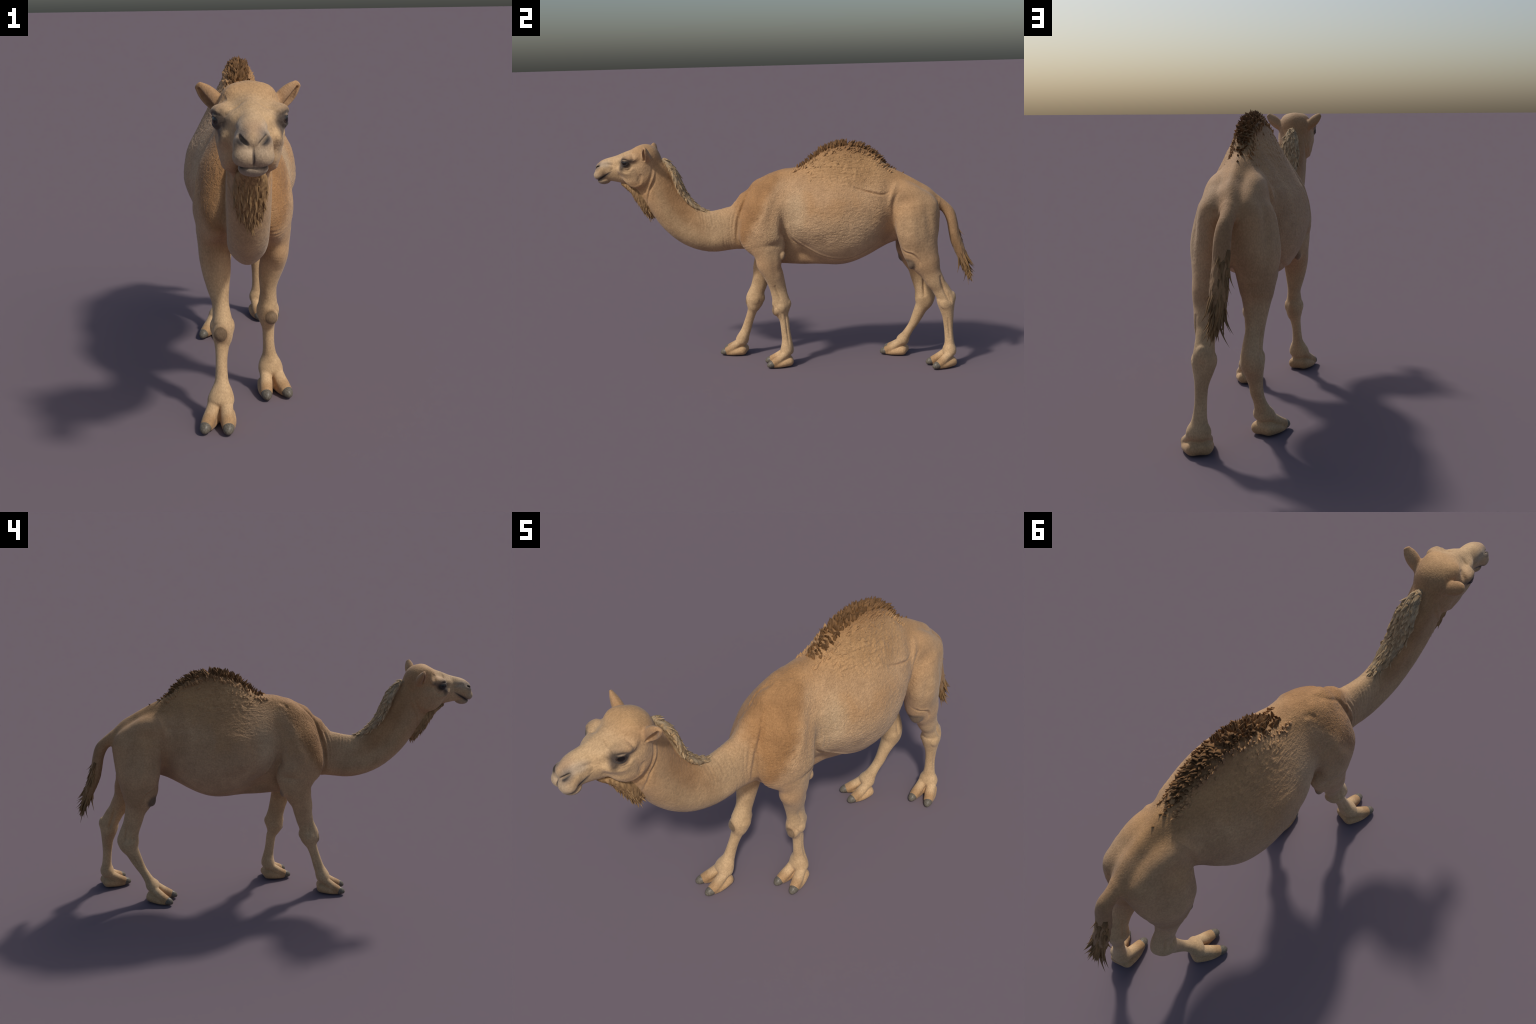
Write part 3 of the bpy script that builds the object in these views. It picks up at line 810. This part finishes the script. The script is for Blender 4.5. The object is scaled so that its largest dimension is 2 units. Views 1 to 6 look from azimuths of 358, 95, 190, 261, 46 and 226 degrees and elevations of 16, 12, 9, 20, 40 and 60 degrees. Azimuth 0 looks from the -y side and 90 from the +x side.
def coat_material():
    c = Nodes("coat", .72)
    mirror = c.vec("ABSOLUTE", c.pos)                 # only x is ever mirrored below
    sx = c.n("ShaderNodeSeparateXYZ"); c.t.links.new(c.pos, sx.inputs[0])
    ax = c.n("ShaderNodeSeparateXYZ"); c.t.links.new(mirror, ax.inputs[0])
    cm = c.n("ShaderNodeCombineXYZ")
    c.t.links.new(ax.outputs[0], cm.inputs[0]); c.t.links.new(sx.outputs[1], cm.inputs[1]); c.t.links.new(sx.outputs[2], cm.inputs[2])
    rough = c.noise(11, 4, .6)
    fine = c.noise(45, 3, .6)
    both, one = cm.outputs[0], c.pos
    wob = c.math("MULTIPLY_ADD", rough, .7, -.35)
    wob = c.math("ADD", wob, c.math("MULTIPLY_ADD", fine, .4, -.2))
    def spot(center, radii, soft=.4, wobble=.5, mirrored=True, tilt=None):
        v = c.vec("SUBTRACT", both if mirrored else one, center)
        if tilt:                                       # turn about x, degrees
            k = c.n("ShaderNodeVectorRotate", rotation_type="X_AXIS"); c.t.links.new(v, k.inputs["Vector"])
            k.inputs["Angle"].default_value = math.radians(tilt); v = k.outputs[0]
        v = c.vec("LENGTH", c.vec("DIVIDE", v, radii))
        if wobble:
            v = c.math("MULTIPLY_ADD", wob, wobble, v)
        return c.ramp(v, 1 - soft, 1 + soft, 1, 0)
    X, Y, Z = ax.outputs[0], sx.outputs[1], sx.outputs[2]
    col = (.482, .297, .153)
    edge = c.math("MULTIPLY_ADD", Z, -.55, .035 + .96 * .55)
    patch = c.math("ADD", c.math("ADD", Y, edge), c.math("MULTIPLY", wob, .075))
    patch = c.math("MULTIPLY", c.ramp(patch, -.034, .024, 1, 0), c.ramp(c.math("MULTIPLY_ADD", wob, .05, Y), -.285, -.205))
    patch = c.math("MULTIPLY", patch, c.ramp(c.math("MULTIPLY_ADD", wob, .07, Z), .61, .685))
    blotch = c.ramp(c.noise(5.5, 3, .55), .45, .62)
    layers = [
        (c.math('MULTIPLY', blotch, c.ramp(Z, .62, .85)), (.39, .215, .092), .6),
        # trunk
        (spot((0, .35, 1.08), (.17, .26, .17), .5), (.43, .245, .102), .8),
        (spot((0, .33, 1.17), (.062, .29, .085), .6, .5), (.30, .155, .06), .7),
        (spot((0, .33, 1.17), (.045, .26, .06), .5, .4), (.21, .108, .042), .85),
        (spot((0, .055, 1.052), (.024, .075, .016), .6, .6), (.24, .135, .062), .75),
        (spot((0, .64, 1.0), (.07, .16, .06), .6), (.42, .235, .098), .8),
        (patch, (.345, .178, .068), .92),
        (c.math('MULTIPLY', patch, spot((.15, -.13, .80), (.08, .06, .11), .6, .9)), (.285, .145, .055), .55),
        (spot((0, -.06, 1.02), (.09, .17, .055), .6), (.39, .21, .085), .8),
        (spot((.17, .055, .80), (.06, .06, .17), .7, .6, tilt=8), (.55, .40, .24), .65),
        (spot((.13, -.02, .66), (.08, .08, .09), .6), (.52, .345, .18), .6),
        (spot((.17, .30, .68), (.11, .36, .13), .6, .5), (.515, .355, .21), .6),
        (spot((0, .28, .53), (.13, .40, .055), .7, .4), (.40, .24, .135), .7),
        (spot((.14, .72, .80), (.07, .12, .18), .6), (.46, .30, .16), .7),
        (spot((.14, .66, .87), (.05, .06, .06), .7, .8), (.47, .27, .125), .5),
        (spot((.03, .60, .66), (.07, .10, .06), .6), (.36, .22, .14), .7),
        # neck
        (spot((.03, -.44, .73), (.08, .22, .13), .5), (.455, .305, .165), .8),
        (spot((0, -.57, .90), (.10, .12, .20), .5), (.435, .28, .142), .8),
        (spot((.045, -.545, .93), (.028, .075, .21), .55, .6, tilt=-28), (.36, .195, .082), .85),
        (spot((0, -.64, 1.10), (.05, .05, .07), .6), (.37, .20, .085), .6),
        (spot((0, -.48, .60), (.05, .22, .035), .8), (.36, .21, .10), .6),
        # head
        (spot((0, -.86, 1.06), (.12, .16, .11), .35), (.545, .37, .20), .85),
        (spot((0, -.73, 1.175), (.09, .07, .035), .7), (.46, .275, .122), .7),
        (spot((0, -.955, 1.09), (.032, .035, .022), .5), (.36, .235, .14), .7),
        (spot((0, -1.0, 1.015), (.075, .045, .05), .5, .3), (.40, .31, .215), .75),
        (spot((0, -.962, .985), (.05, .045, .020), .5, .3), (.31, .245, .18), .75),
        (spot((.045, -.955, 1.011), (.030, .055, .010), .6, .2, tilt=-31), (.12, .095, .075), .8),
        (spot((.046, -.945, 1.0175), (.024, .052, .0042), .5, .1, tilt=-31), (.04, .032, .028), .95),
        (spot((.028, -.973, 1.071), (.026, .028, .017), .6, .2, tilt=-36), (.15, .12, .095), .85),
        (spot((.027, -.978, 1.067), (.014, .022, .006), .5, 0, tilt=-36), (.035, .028, .025), .95),
        (spot((0, -.992, 1.0005), (.040, .022, .0030), .5, 0), (.12, .095, .075), .7),  # front of the lip gap darkened in colour where the lower lip catches light
        (spot((0, -1.0, 1.026), (.0035, .03, .024), .5, 0), (.06, .045, .04), .9),
        (spot((.086, -.820, 1.096), (.034, .038, .029), .5, .25), (.085, .067, .053), .88),
        (spot((.088, -.812, 1.094), (.030, .026, .020), .4, .1), (.022, .018, .016), .95),
        (spot((.099, -.812, 1.1075), (.014, .024, .0035), .5, .1), (.36, .26, .17), .7),
        (spot((.082, -.836, 1.076), (.018, .015, .030), .6, .2), (.075, .055, .043), .85),
        (spot((.036, -.93, 1.085), (.02, .03, .018), .7, .4), (.40, .32, .235), .6),
        (spot((.095, -.775, 1.105), (.012, .022, .010), .7, .2), (.12, .09, .07), .7),
        (spot((.112, -.708, 1.135), (.030, .020, .030), .5, .4), (.34, .215, .125), .7),
        # tail
        (c.math('MULTIPLY', c.ramp(Y, .82, .90), c.ramp(Z, .50, .52)), (.345, .205, .098), .85),
        (c.math('MULTIPLY', c.ramp(Y, .86, .90), c.ramp(Z, .72, .60)), (.30, .175, .08), .8),
        # legs
        (c.math("MULTIPLY", c.ramp(Z, .58, .40, 0, 1), 1.0), (.55, .375, .205), .88),
        (c.ramp(Z, .075, .02, 0, 1), (.44, .26, .12), .6),
    ]
    for (ox, oy), d in FEET.values():
        f = unit((d[0], d[1], 0)); l = np.array([-f[1], f[0], 0]); o = np.array([ox, oy, 0])
        for sg in (-1, 1):
            p = o + f * .076 + l * sg * .037
            layers.append((spot((p[0], p[1], .028), (.030, .030, .034), .5, .3, False), (.33, .19, .085), .7))
        p = o + f * .045
        layers.append((spot((p[0], p[1], .012), (.05, .05, .028), .6, .3, False), (.36, .21, .10), .45))
    for p, r in (((.0955, -.066, .300), (.0235, .022, .0265)), ((-.089, -.226, .303), (.0235, .022, .0275))):
        layers.append((spot(p, tuple(q * 1.25 for q in r), .35, .2, False), (.30, .185, .10), .8))
        layers.append((spot(p, tuple(q * 1.08 for q in r), .10, .12, False), (.13, .085, .045), .8))
        layers.append((spot(p, r, .12, .12, False), (.215, .145, .085), .95))
    for p, r in (((.102, .660, .552), (.044, .032, .036)), ((-.104, .630, .552), (.046, .032, .038))):
        layers.append((spot(p, r, .3, .3, False), (.145, .105, .072), .9))
    for p, r in CALLUS:
        q = (p[0], p[1] + .012, p[2] - .012)
        layers.append((spot(q, (.018, .014, .024), .4, .3, False), (.24, .165, .11), .8))
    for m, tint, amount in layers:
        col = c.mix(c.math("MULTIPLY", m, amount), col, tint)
    # mottling and single hairs
    col = c.mix(1.0, col, c.mix(c.ramp(rough, .3, .7), (.87, .85, .83), (1.09, 1.09, 1.09)), "MULTIPLY")
    hair = c.noise(230, 3, .65, c.vec("ADD", c.pos, c.vec("SCALE", c.n("ShaderNodeTexNoise").outputs["Color"], .01)), (1, .55, .55))
    col = c.mix(1.0, col, c.mix(c.ramp(hair, .3, .7), (.87, .86, .84), (1.12, 1.12, 1.13)), "MULTIPLY")
    c.color(col)
    h = c.math("ADD", c.math("MULTIPLY", hair, .6), c.math("MULTIPLY", fine, .5))
    # woolly curls on trunk, shoulders and hump, short flat hair on face and legs
    warp = c.vec("ADD", c.vec("MULTIPLY", c.pos, (1, .62, 1)), c.vec("SCALE", c.vec("SUBTRACT", c.n("ShaderNodeTexNoise").outputs["Color"], (.5, .5, .5)), .05))
    wn = [k for k in c.t.nodes if k.bl_idname == "ShaderNodeTexNoise"][-1]
    wn.inputs["Scale"].default_value = 55; c.t.links.new(c.pos, wn.inputs["Vector"])
    wool = c.noise(105, 2, .5, warp)
    woolly = c.math("MULTIPLY", c.ramp(Z, .56, .74), c.math("MULTIPLY", c.ramp(Y, -.55, -.12, .25, 1), c.ramp(Y, .66, .50, .3, 1)))
    k = c.n("ShaderNodeBump"); k.inputs["Distance"].default_value = .0050
    c.t.links.new(wool, k.inputs["Height"]); c.t.links.new(c.math("MULTIPLY", woolly, .75), k.inputs["Strength"])
    c.bump(h, .55, .0022)
    c.t.links.new(k.outputs[0], c.bsdf.inputs["Normal"].links[0].from_node.inputs["Normal"])
    c.bsdf.inputs["Sheen Weight"].default_value = .12
    c.bsdf.inputs["Sheen Roughness"].default_value = .5
    return c.m

def lock_material(name, root, tip, lo, hi, vary=.25, streak=260):
    """Hair locks: darker at the root, varied from one lock to the next."""
    c = Nodes(name, .8)
    rnd = c.n("ShaderNodeObjectInfo").outputs["Random"]
    gen = c.n("ShaderNodeSeparateXYZ"); c.t.links.new(c.pos, gen.inputs[0])
    t = c.ramp(gen.outputs[2], lo, hi)
    col = c.mix(t, root, tip)
    col = c.mix(1.0, col, c.mix(rnd, (1 - vary,) * 3, (1 + vary,) * 3), "MULTIPLY")
    st = c.noise(streak, 3, .6, None, (1, 1, .12))
    col = c.mix(1.0, col, c.mix(c.ramp(st, .3, .7), (.78, .77, .76), (1.15, 1.15, 1.15)), "MULTIPLY")
    c.color(col); c.bump(st, .5, .001)
    return c.m

def streak_material(name, a, b, stretch, dark):
    c = Nodes(name, .8)
    st = c.noise(1, 4, .6, None, stretch)
    big = c.noise(18, 3)
    col = c.mix(c.ramp(big, .35, .65), a, b)
    col = c.mix(1.0, col, c.mix(c.ramp(st, .3, .65), dark, (1.1, 1.1, 1.1)), "MULTIPLY")
    c.color(col); c.bump(st, .6, .003)
    return c.m

def nail_material():
    c = Nodes("nail", .38)
    st = c.noise(1, 4, .6, None, (240, 240, 60))
    col = c.mix(c.ramp(st, .3, .7), (.092, .078, .060), (.18, .158, .122))
    c.color(col); c.bump(st, .25, .001)
    return c.m

def eye_material():
    c = Nodes("eye", .14)
    v = c.n("ShaderNodeSeparateXYZ"); c.t.links.new(c.pos, v.inputs[0])
    d = c.math("SQRT", c.math("ADD", c.math("POWER", v.outputs[0], 2.0), c.math("POWER", c.math("MULTIPLY", v.outputs[1], 1.5), 2.0)))
    col = c.mix(c.ramp(d, .45, .55), (.006, .005, .005), (.045, .03, .022))
    c.color(c.mix(c.ramp(d, .72, .85), col, (.02, .017, .015)))
    c.bsdf.inputs["Specular IOR Level"].default_value = .4
    c.bsdf.inputs["Coat Weight"].default_value = .15
    c.bsdf.inputs["Coat Roughness"].default_value = .03
    return c.m

COAT = coat_material()
split_body(COAT)
def swap(part, mat):
    BODY[PARTS.index(part)].data.materials[0] = mat
swap("mane", streak_material("mane_hair", (.42, .315, .19), (.36, .25, .135), (140, 40, 40), (.55, .5, .46)))
swap("beard", streak_material("beard_hair", (.38, .235, .11), (.32, .19, .085), (140, 110, 30), (.6, .58, .55)))

# ------------------------------------------------------------------ hair locks
def lock_mesh(name, mat, width, flat, bend, twist, rings=7, sides=8, blunt=.5, seed=0):
    """One lock of unit length along +z: a flattened, pointed, slightly curled tuft."""
    r = random.Random(seed)
    verts, faces = [], []
    ph = r.uniform(0, 6)
    for i in range(rings):
        t = i / (rings - 1)
        w = width * (.75 + .25 * math.sin(math.pi * min(t * 1.4, 1))) * (1 - t ** (1 + 3 * blunt)) + width * .03
        a0 = twist * t
        ox, oy = .12 * width * math.sin(ph + 5 * t), bend * t * t
        for k in range(sides):
            a = 2 * math.pi * k / sides
            rad = 1 + .16 * math.cos(3 * a + ph)
            px, py = w * rad * math.cos(a), w * flat * rad * math.sin(a)
            verts.append((ox + px * math.cos(a0) - py * math.sin(a0), oy + px * math.sin(a0) + py * math.cos(a0), t))
    for i in range(rings - 1):
        for k in range(sides):
            faces.append((i * sides + k, i * sides + (k + 1) % sides, (i + 1) * sides + (k + 1) % sides, (i + 1) * sides + k))
    faces.append(tuple(range(sides))[::-1])
    faces.append(tuple((rings - 1) * sides + k for k in range(sides)))
    me = bpy.data.meshes.new(name)
    me.from_pydata(verts, [], faces)
    me.polygons.foreach_set("use_smooth", [True] * len(faces))
    me.materials.append(mat)
    return me

def place(kind, meshes, parent, pos, direction, face, length, wide=1.0):
    """A lock whose root sits at pos, pointing along direction, its broad side facing face."""
    z_ = Vector(direction).normalized()
    y_ = (Vector(face) - Vector(face).dot(z_) * z_).normalized()
    x_ = y_.cross(z_)
    ob = bpy.data.objects.new(kind, random.choice(meshes))
    m = Matrix((x_ * length * wide, y_ * length * wide, z_ * length)).transposed().to_4x4()
    m.translation = Vector(pos)
    attach(ob, parent)
    ob.matrix_local = m
    return ob

def surface(P, d=None, steps=40):
    """Slide points on to the flesh, along the field's own gradient."""
    P = np.array(P, float)
    for _ in range(8):
        g, s = gradient(P)
        P -= np.clip(evaluate(P), -.01, .01)[:, None] * g * .8
    return P, gradient(P)[0].astype(float)

# --- hump: upright blunt tufts along the crest
tuft_mat = lock_material("hump_tuft_hair", (.25, .13, .048), (.17, .09, .038), .05, .9, .25)
tufts = [lock_mesh("hump_tuft", tuft_mat, .20 + .035 * k, .5, .16 - .08 * k, .5 * (k - 1), blunt=.6 - .25 * (k % 2), seed=k) for k in range(5)]
seedp = []
yv = .08
while yv < .585:
    e = min((yv - .01) / .14, (.60 - yv) / .12, 1.0)
    half = .038 * max(e, .22) + (.007 if .1 < yv < .4 else .0)
    row = max(2, int(round(half * 2 / .0128)))
    for k in range(row):
        xx = ((k + .5) / row * 2 - 1) * half
        seedp.append((xx + random.uniform(-.005, .005), yv + random.uniform(-.006, .006), e))
    slope = abs(yv - .33) * 2.2
    yv += .0122 / math.sqrt(1 + min(slope, 1) ** 2)
ztop = np.interp([p[1] for p in seedp], [.0, .1, .2, .33, .45, .55, .62], [1.05, 1.06, 1.14, 1.18, 1.15, 1.06, 1.01])
P, G = surface([(p[0], p[1], zt) for p, zt in zip(seedp, ztop)])
for (xx, yy, e), p, g in zip(seedp, P, G):
    g = Vector(g)
    back = Vector((0, .75 if yy > .34 else .15, .15 if yy < .45 else -.1))
    d = g + back + Vector((random.uniform(-.3, .3), random.uniform(-.3, .3), random.uniform(-.1, .2)))
    ln = random.uniform(.030, .043) * (.45 + .55 * max(min(e, 1), 0))
    ln *= 1 - .35 * min(abs(xx) / .045, 1) ** 2
    place("hump_tuft", tufts, BODY[HUMP], Vector(p) - g * .30 * ln, d, (random.uniform(-.6, .6), -1, .2), ln, random.uniform(.85, 1.3))
# a stray wart of hair behind the hump
P, G = surface([(-.003, .622, 1.01)])
place("hump_tuft", tufts, BODY[HUMP], P[0] - G[0] * .004, G[0] + np.array([0, .4, 0]), (0, -1, 0), .014, 1.0)

# --- woolly fringe: tufts too small to count, in the coat's own colours
def fringe(name, template, parent, jobs):
    tv = np.array([v.co for v in template.vertices]); tf = [tuple(p.vertices) for p in template.polygons]
    vs, fs = [], []
    for p, d, g, ln, wide in jobs:
        z_ = Vector(d).normalized(); y_ = (Vector(g) - Vector(g).dot(z_) * z_).normalized(); x_ = y_.cross(z_)
        M = np.array([x_ * ln * wide, y_ * ln * wide, z_ * ln])
        n = len(vs) * len(tv)
        vs.append(tv @ M + np.array(p)); fs += [tuple(i + n for i in f) for f in tf]
    me = bpy.data.meshes.new(name); me.from_pydata(np.vstack(vs).tolist(), [], fs)
    me.polygons.foreach_set("use_smooth", [True] * len(fs)); me.materials.append(COAT)
    ob = bpy.data.objects.new(name, me); ob["kind"] = "stuff"
    return attach(ob, parent)
wool = lock_mesh("wool", COAT, .34, .55, .25, .4, rings=6, sides=7, blunt=.7, seed=90)
pts = []
while len(pts) < 320:
    yy, sg = random.uniform(.05, .56), random.choice((-1, 1))
    crest = float(np.interp(yy, [.05, .1, .2, .33, .45, .56], [1.045, 1.055, 1.125, 1.165, 1.13, 1.04]))
    dz = abs(random.gauss(0, .028 if (yy < .42 and sg > 0) or yy < .30 else .014)) + .012
    if dz < .13 and (yy > .13 or dz < .03):
        pts.append((sg * (.03 + dz * .6), yy, crest - dz, dz))
P, G = surface([q[:3] for q in pts])
jobs = []
for q, p, g in zip(pts, P, G):
    d = np.array([random.uniform(-.4, .4), .45 + random.uniform(-.3, .5), (-.5 if q[3] > .035 else .5) + random.uniform(-.3, .3)]) 
    d = d - (d @ g) * g; d = d / np.linalg.norm(d) + g * (.50 if q[3] < .03 else .03)
    ln = random.uniform(.014, .026)
    jobs.append((p - g * ln * .16, d, g, ln, random.uniform(.7, 1.2)))
fringe("hump_wool", wool, BODY[HUMP], jobs)

# --- mane: overlapping flat locks combed down the nape
mane_mat = lock_material("mane_lock_hair", (.37, .245, .125), (.56, .41, .235), .1, .8, .2)
manes = [lock_mesh("mane_lock", mane_mat, .15 + .025 * k, .45, .16 - .10 * k, .4 * (k - 1.5), blunt=.45, seed=20 + k) for k in range(5)]
spine = catmull([(-.628, 1.112), (-.598, 1.092), (-.570, 1.050), (-.550, 1.0), (-.528, .950), (-.500, .903), (-.462, .862), (-.425, .835), (-.395, .825)], 8)
leng = np.concatenate([[0], np.cumsum(np.linalg.norm(np.diff(spine, axis=0), axis=1))])
halfw = lambda t: np.interp(t, [0, .15, .4, .6, .8, 1], [.016, .036, .050, .044, .030, .010])
jobs = []
for t in np.linspace(0.0, .97, 31):
    s = t * leng[-1]
    at = lambda q, c: float(np.interp(q, leng, spine[:, c]))
    dv = Vector((0, at(s + .02, 0) - at(s - .02, 0), at(s + .02, 1) - at(s - .02, 1))).normalized()
    nv = Vector((0, -dv.z, dv.y))
    hw = float(halfw(t)); n = max(3, int(hw * 2 / .0112))
    for k in range(n):
        a = ((k + .5 + random.uniform(-.35, .35)) / n * 2 - 1)
        rise = .010 - .034 * a * a
        jobs.append((t, dv, (hw * a, at(s, 0) + nv.y * rise + random.uniform(-.008, .008), at(s, 1) + nv.z * rise)))
Ps, Gs = surface([j[2] for j in jobs])
for (t, dv, _), p, g in zip(jobs, Ps, Gs):
    g = Vector(g)
    d = dv + g * random.uniform(.08, .38) + Vector((random.uniform(-.3, .3) + 1.4 * p[0], random.uniform(-.1, .1), random.uniform(-.15, .05) - abs(p[0]) * 5))
    place("mane_lock", manes, BODY[PARTS.index("mane")], Vector(p) - g * .002, d, g, random.uniform(.022, .038) * (1 - .3 * t), random.uniform(.85, 1.4))

# --- beard: pointed locks hanging from the throat
beard_mat = lock_material("beard_lock_hair", (.31, .185, .082), (.44, .28, .132), .1, .9, .2)
beards = [lock_mesh("beard_lock", beard_mat, .095 + .02 * k, .6, .08 - .05 * k, .3, blunt=.3, seed=40 + k) for k in range(4)]
line = catmull([(-.850, .966), (-.808, .935), (-.778, .895), (-.758, .855), (-.738, .82), (-.716, .795)], 8)
jobs = []
for t in np.linspace(0, 1, 24):
    cy, cz = np.interp(t, np.linspace(0, 1, len(line)), line[:, 0]), np.interp(t, np.linspace(0, 1, len(line)), line[:, 1])
    hw = float(np.interp(t, [0, .2, .5, .75, 1], [.014, .032, .042, .028, .007])); n = max(2, int(hw * 2 / .0105))
    for k in range(n):
        a = (k + .5 + random.uniform(-.35, .35)) / n * 2 - 1
        jobs.append((t, (hw * a, cy + .03 * a * a + random.uniform(-.008, .008), cz + random.uniform(-.008, .008))))
Ps, Gs = surface([j[1] for j in jobs])
for (t, _), p, g in zip(jobs, Ps, Gs):
    g = Vector(g)
    d = Vector((random.uniform(-.15, .15) - p[0] * 2, .45 + random.uniform(-.15, .15), -1)) + g * (.22 if t > .15 else .08)
    place("beard_lock", beards, BODY[PARTS.index("beard")], Vector(p) - g * .003, d, g, random.uniform(.020, .036) * (.55 if t < .2 else 1), random.uniform(.9, 1.4))

# --- tail: long strands spreading to a ragged tip
strand_mat = lock_material("tail_lock_hair", (.25, .145, .062), (.28, .168, .074), .1, .9, .35)
strands = [lock_mesh("tail_lock", strand_mat, .050 + .010 * k, .8, .22 - .10 * k, .6, rings=11, blunt=.35, seed=60 + k) for k in range(5)]
tail = BODY[PARTS.index("tail")]
axis = [(.75, -.010, .886), (.70, -.009, .896), (.635, -.006, .914), (.585, -.002, .932), (.535, .001, .948), (.485, .004, .965)]
az = [a[0] for a in axis][::-1]; axx = [a[1] for a in axis][::-1]; ay = [a[2] for a in axis][::-1]
for k in range(190):
    h = .485 + .25 * (k / 190) ** .95
    a = random.uniform(0, 2 * math.pi)
    rad = float(np.interp(h, [.48, .53, .60, .68, .75], [.010, .024, .031, .029, .029]))
    cx, cy = float(np.interp(h, az, axx)), float(np.interp(h, az, ay))
    p = Vector((cx + rad * math.cos(a), cy + rad * .8 * math.sin(a), h))
    out = Vector((math.cos(a), math.sin(a), 0))
    if h > .59 and math.sin(a) < -.2 * (.75 - h) / .16:
        continue
    spread = float(np.interp(h, [.48, .56, .68], [.16, .30, .07]))
    d = Vector((0, .34, -1)) + out * spread * random.uniform(.1, 1.4)
    ln = random.uniform(.055, .095) if h < .60 else random.uniform(.04, .07)
    ln = min(ln, max(.03, (.992 - p.y) / max(d.normalized().y, .05)))
    place("tail_lock", strands, tail, p - out * .005, d, out, ln, random.uniform(.75, 1.5) * (.07 / ln) ** .5)

# ------------------------------------------------------------------ toenails
nail_mat = nail_material()
def nail_mesh():
    me = bpy.data.meshes.new("toenail")
    bm = bmesh.new()
    rows, seg = 12, 20
    grid = []
    for i in range(rows + 1):
        t = i / rows
        r = math.sqrt(max(1 - max(0, (t - .12) / .88) ** 2.3, 0)) * (.97 + .06 * math.sin(3.1 * t))
        row = []
        for k in range(seg):
            a = 2 * math.pi * k / seg
            wx, wz = math.cos(a) * .0198 * r, math.sin(a) * (.0205 if math.sin(a) > 0 else .0185) * r
            drop = -.006 * t * t
            row.append(bm.verts.new((wx, t * .042, wz + drop)))
        grid.append(row)
    for i in range(rows):
        for k in range(seg):
            bm.faces.new((grid[i][k], grid[i][(k + 1) % seg], grid[i + 1][(k + 1) % seg], grid[i + 1][k]))
    bm.faces.new(grid[0])
    bmesh.ops.remove_doubles(bm, verts=bm.verts, dist=1e-5)
    bmesh.ops.recalc_face_normals(bm, faces=bm.faces)
    bm.to_mesh(me); bm.free()
    me.polygons.foreach_set("use_smooth", [True] * len(me.polygons))
    me.materials.append(nail_mat)
    return me
nails = nail_mesh()
for part, p, d in NAILS:
    y_ = Vector(d); z_ = Vector((0, 0, 1)); x_ = y_.cross(z_)
    ob = bpy.data.objects.new("toenail", nails)
    m = Matrix((x_, y_, z_)).transposed().to_4x4(); m.translation = Vector(p) - y_ * .003
    attach(ob, BODY[PARTS.index(part)]); ob.matrix_local = m

# ------------------------------------------------------------------ eyes
eye_mat = eye_material()
for sgn in (1, -1):
    bm = bmesh.new()
    bmesh.ops.create_uvsphere(bm, u_segments=32, v_segments=20, radius=1)
    me = bpy.data.meshes.new("eye"); bm.to_mesh(me); bm.free()
    me.polygons.foreach_set("use_smooth", [True] * len(me.polygons)); me.materials.append(eye_mat)
    ob = bpy.data.objects.new("eye", me)
    z_ = Vector((sgn * EYE_OUT[0], EYE_OUT[1], EYE_OUT[2])); x_ = Vector((0, 0, 1)).cross(z_).normalized(); y_ = z_.cross(x_)
    m = Matrix((x_ * EYE_R, y_ * EYE_R, z_ * EYE_R)).transposed().to_4x4(); m.translation = Vector((sgn * EYE[0], EYE[1], EYE[2]))
    attach(ob, BODY[PARTS.index("head")]); ob.matrix_local = m
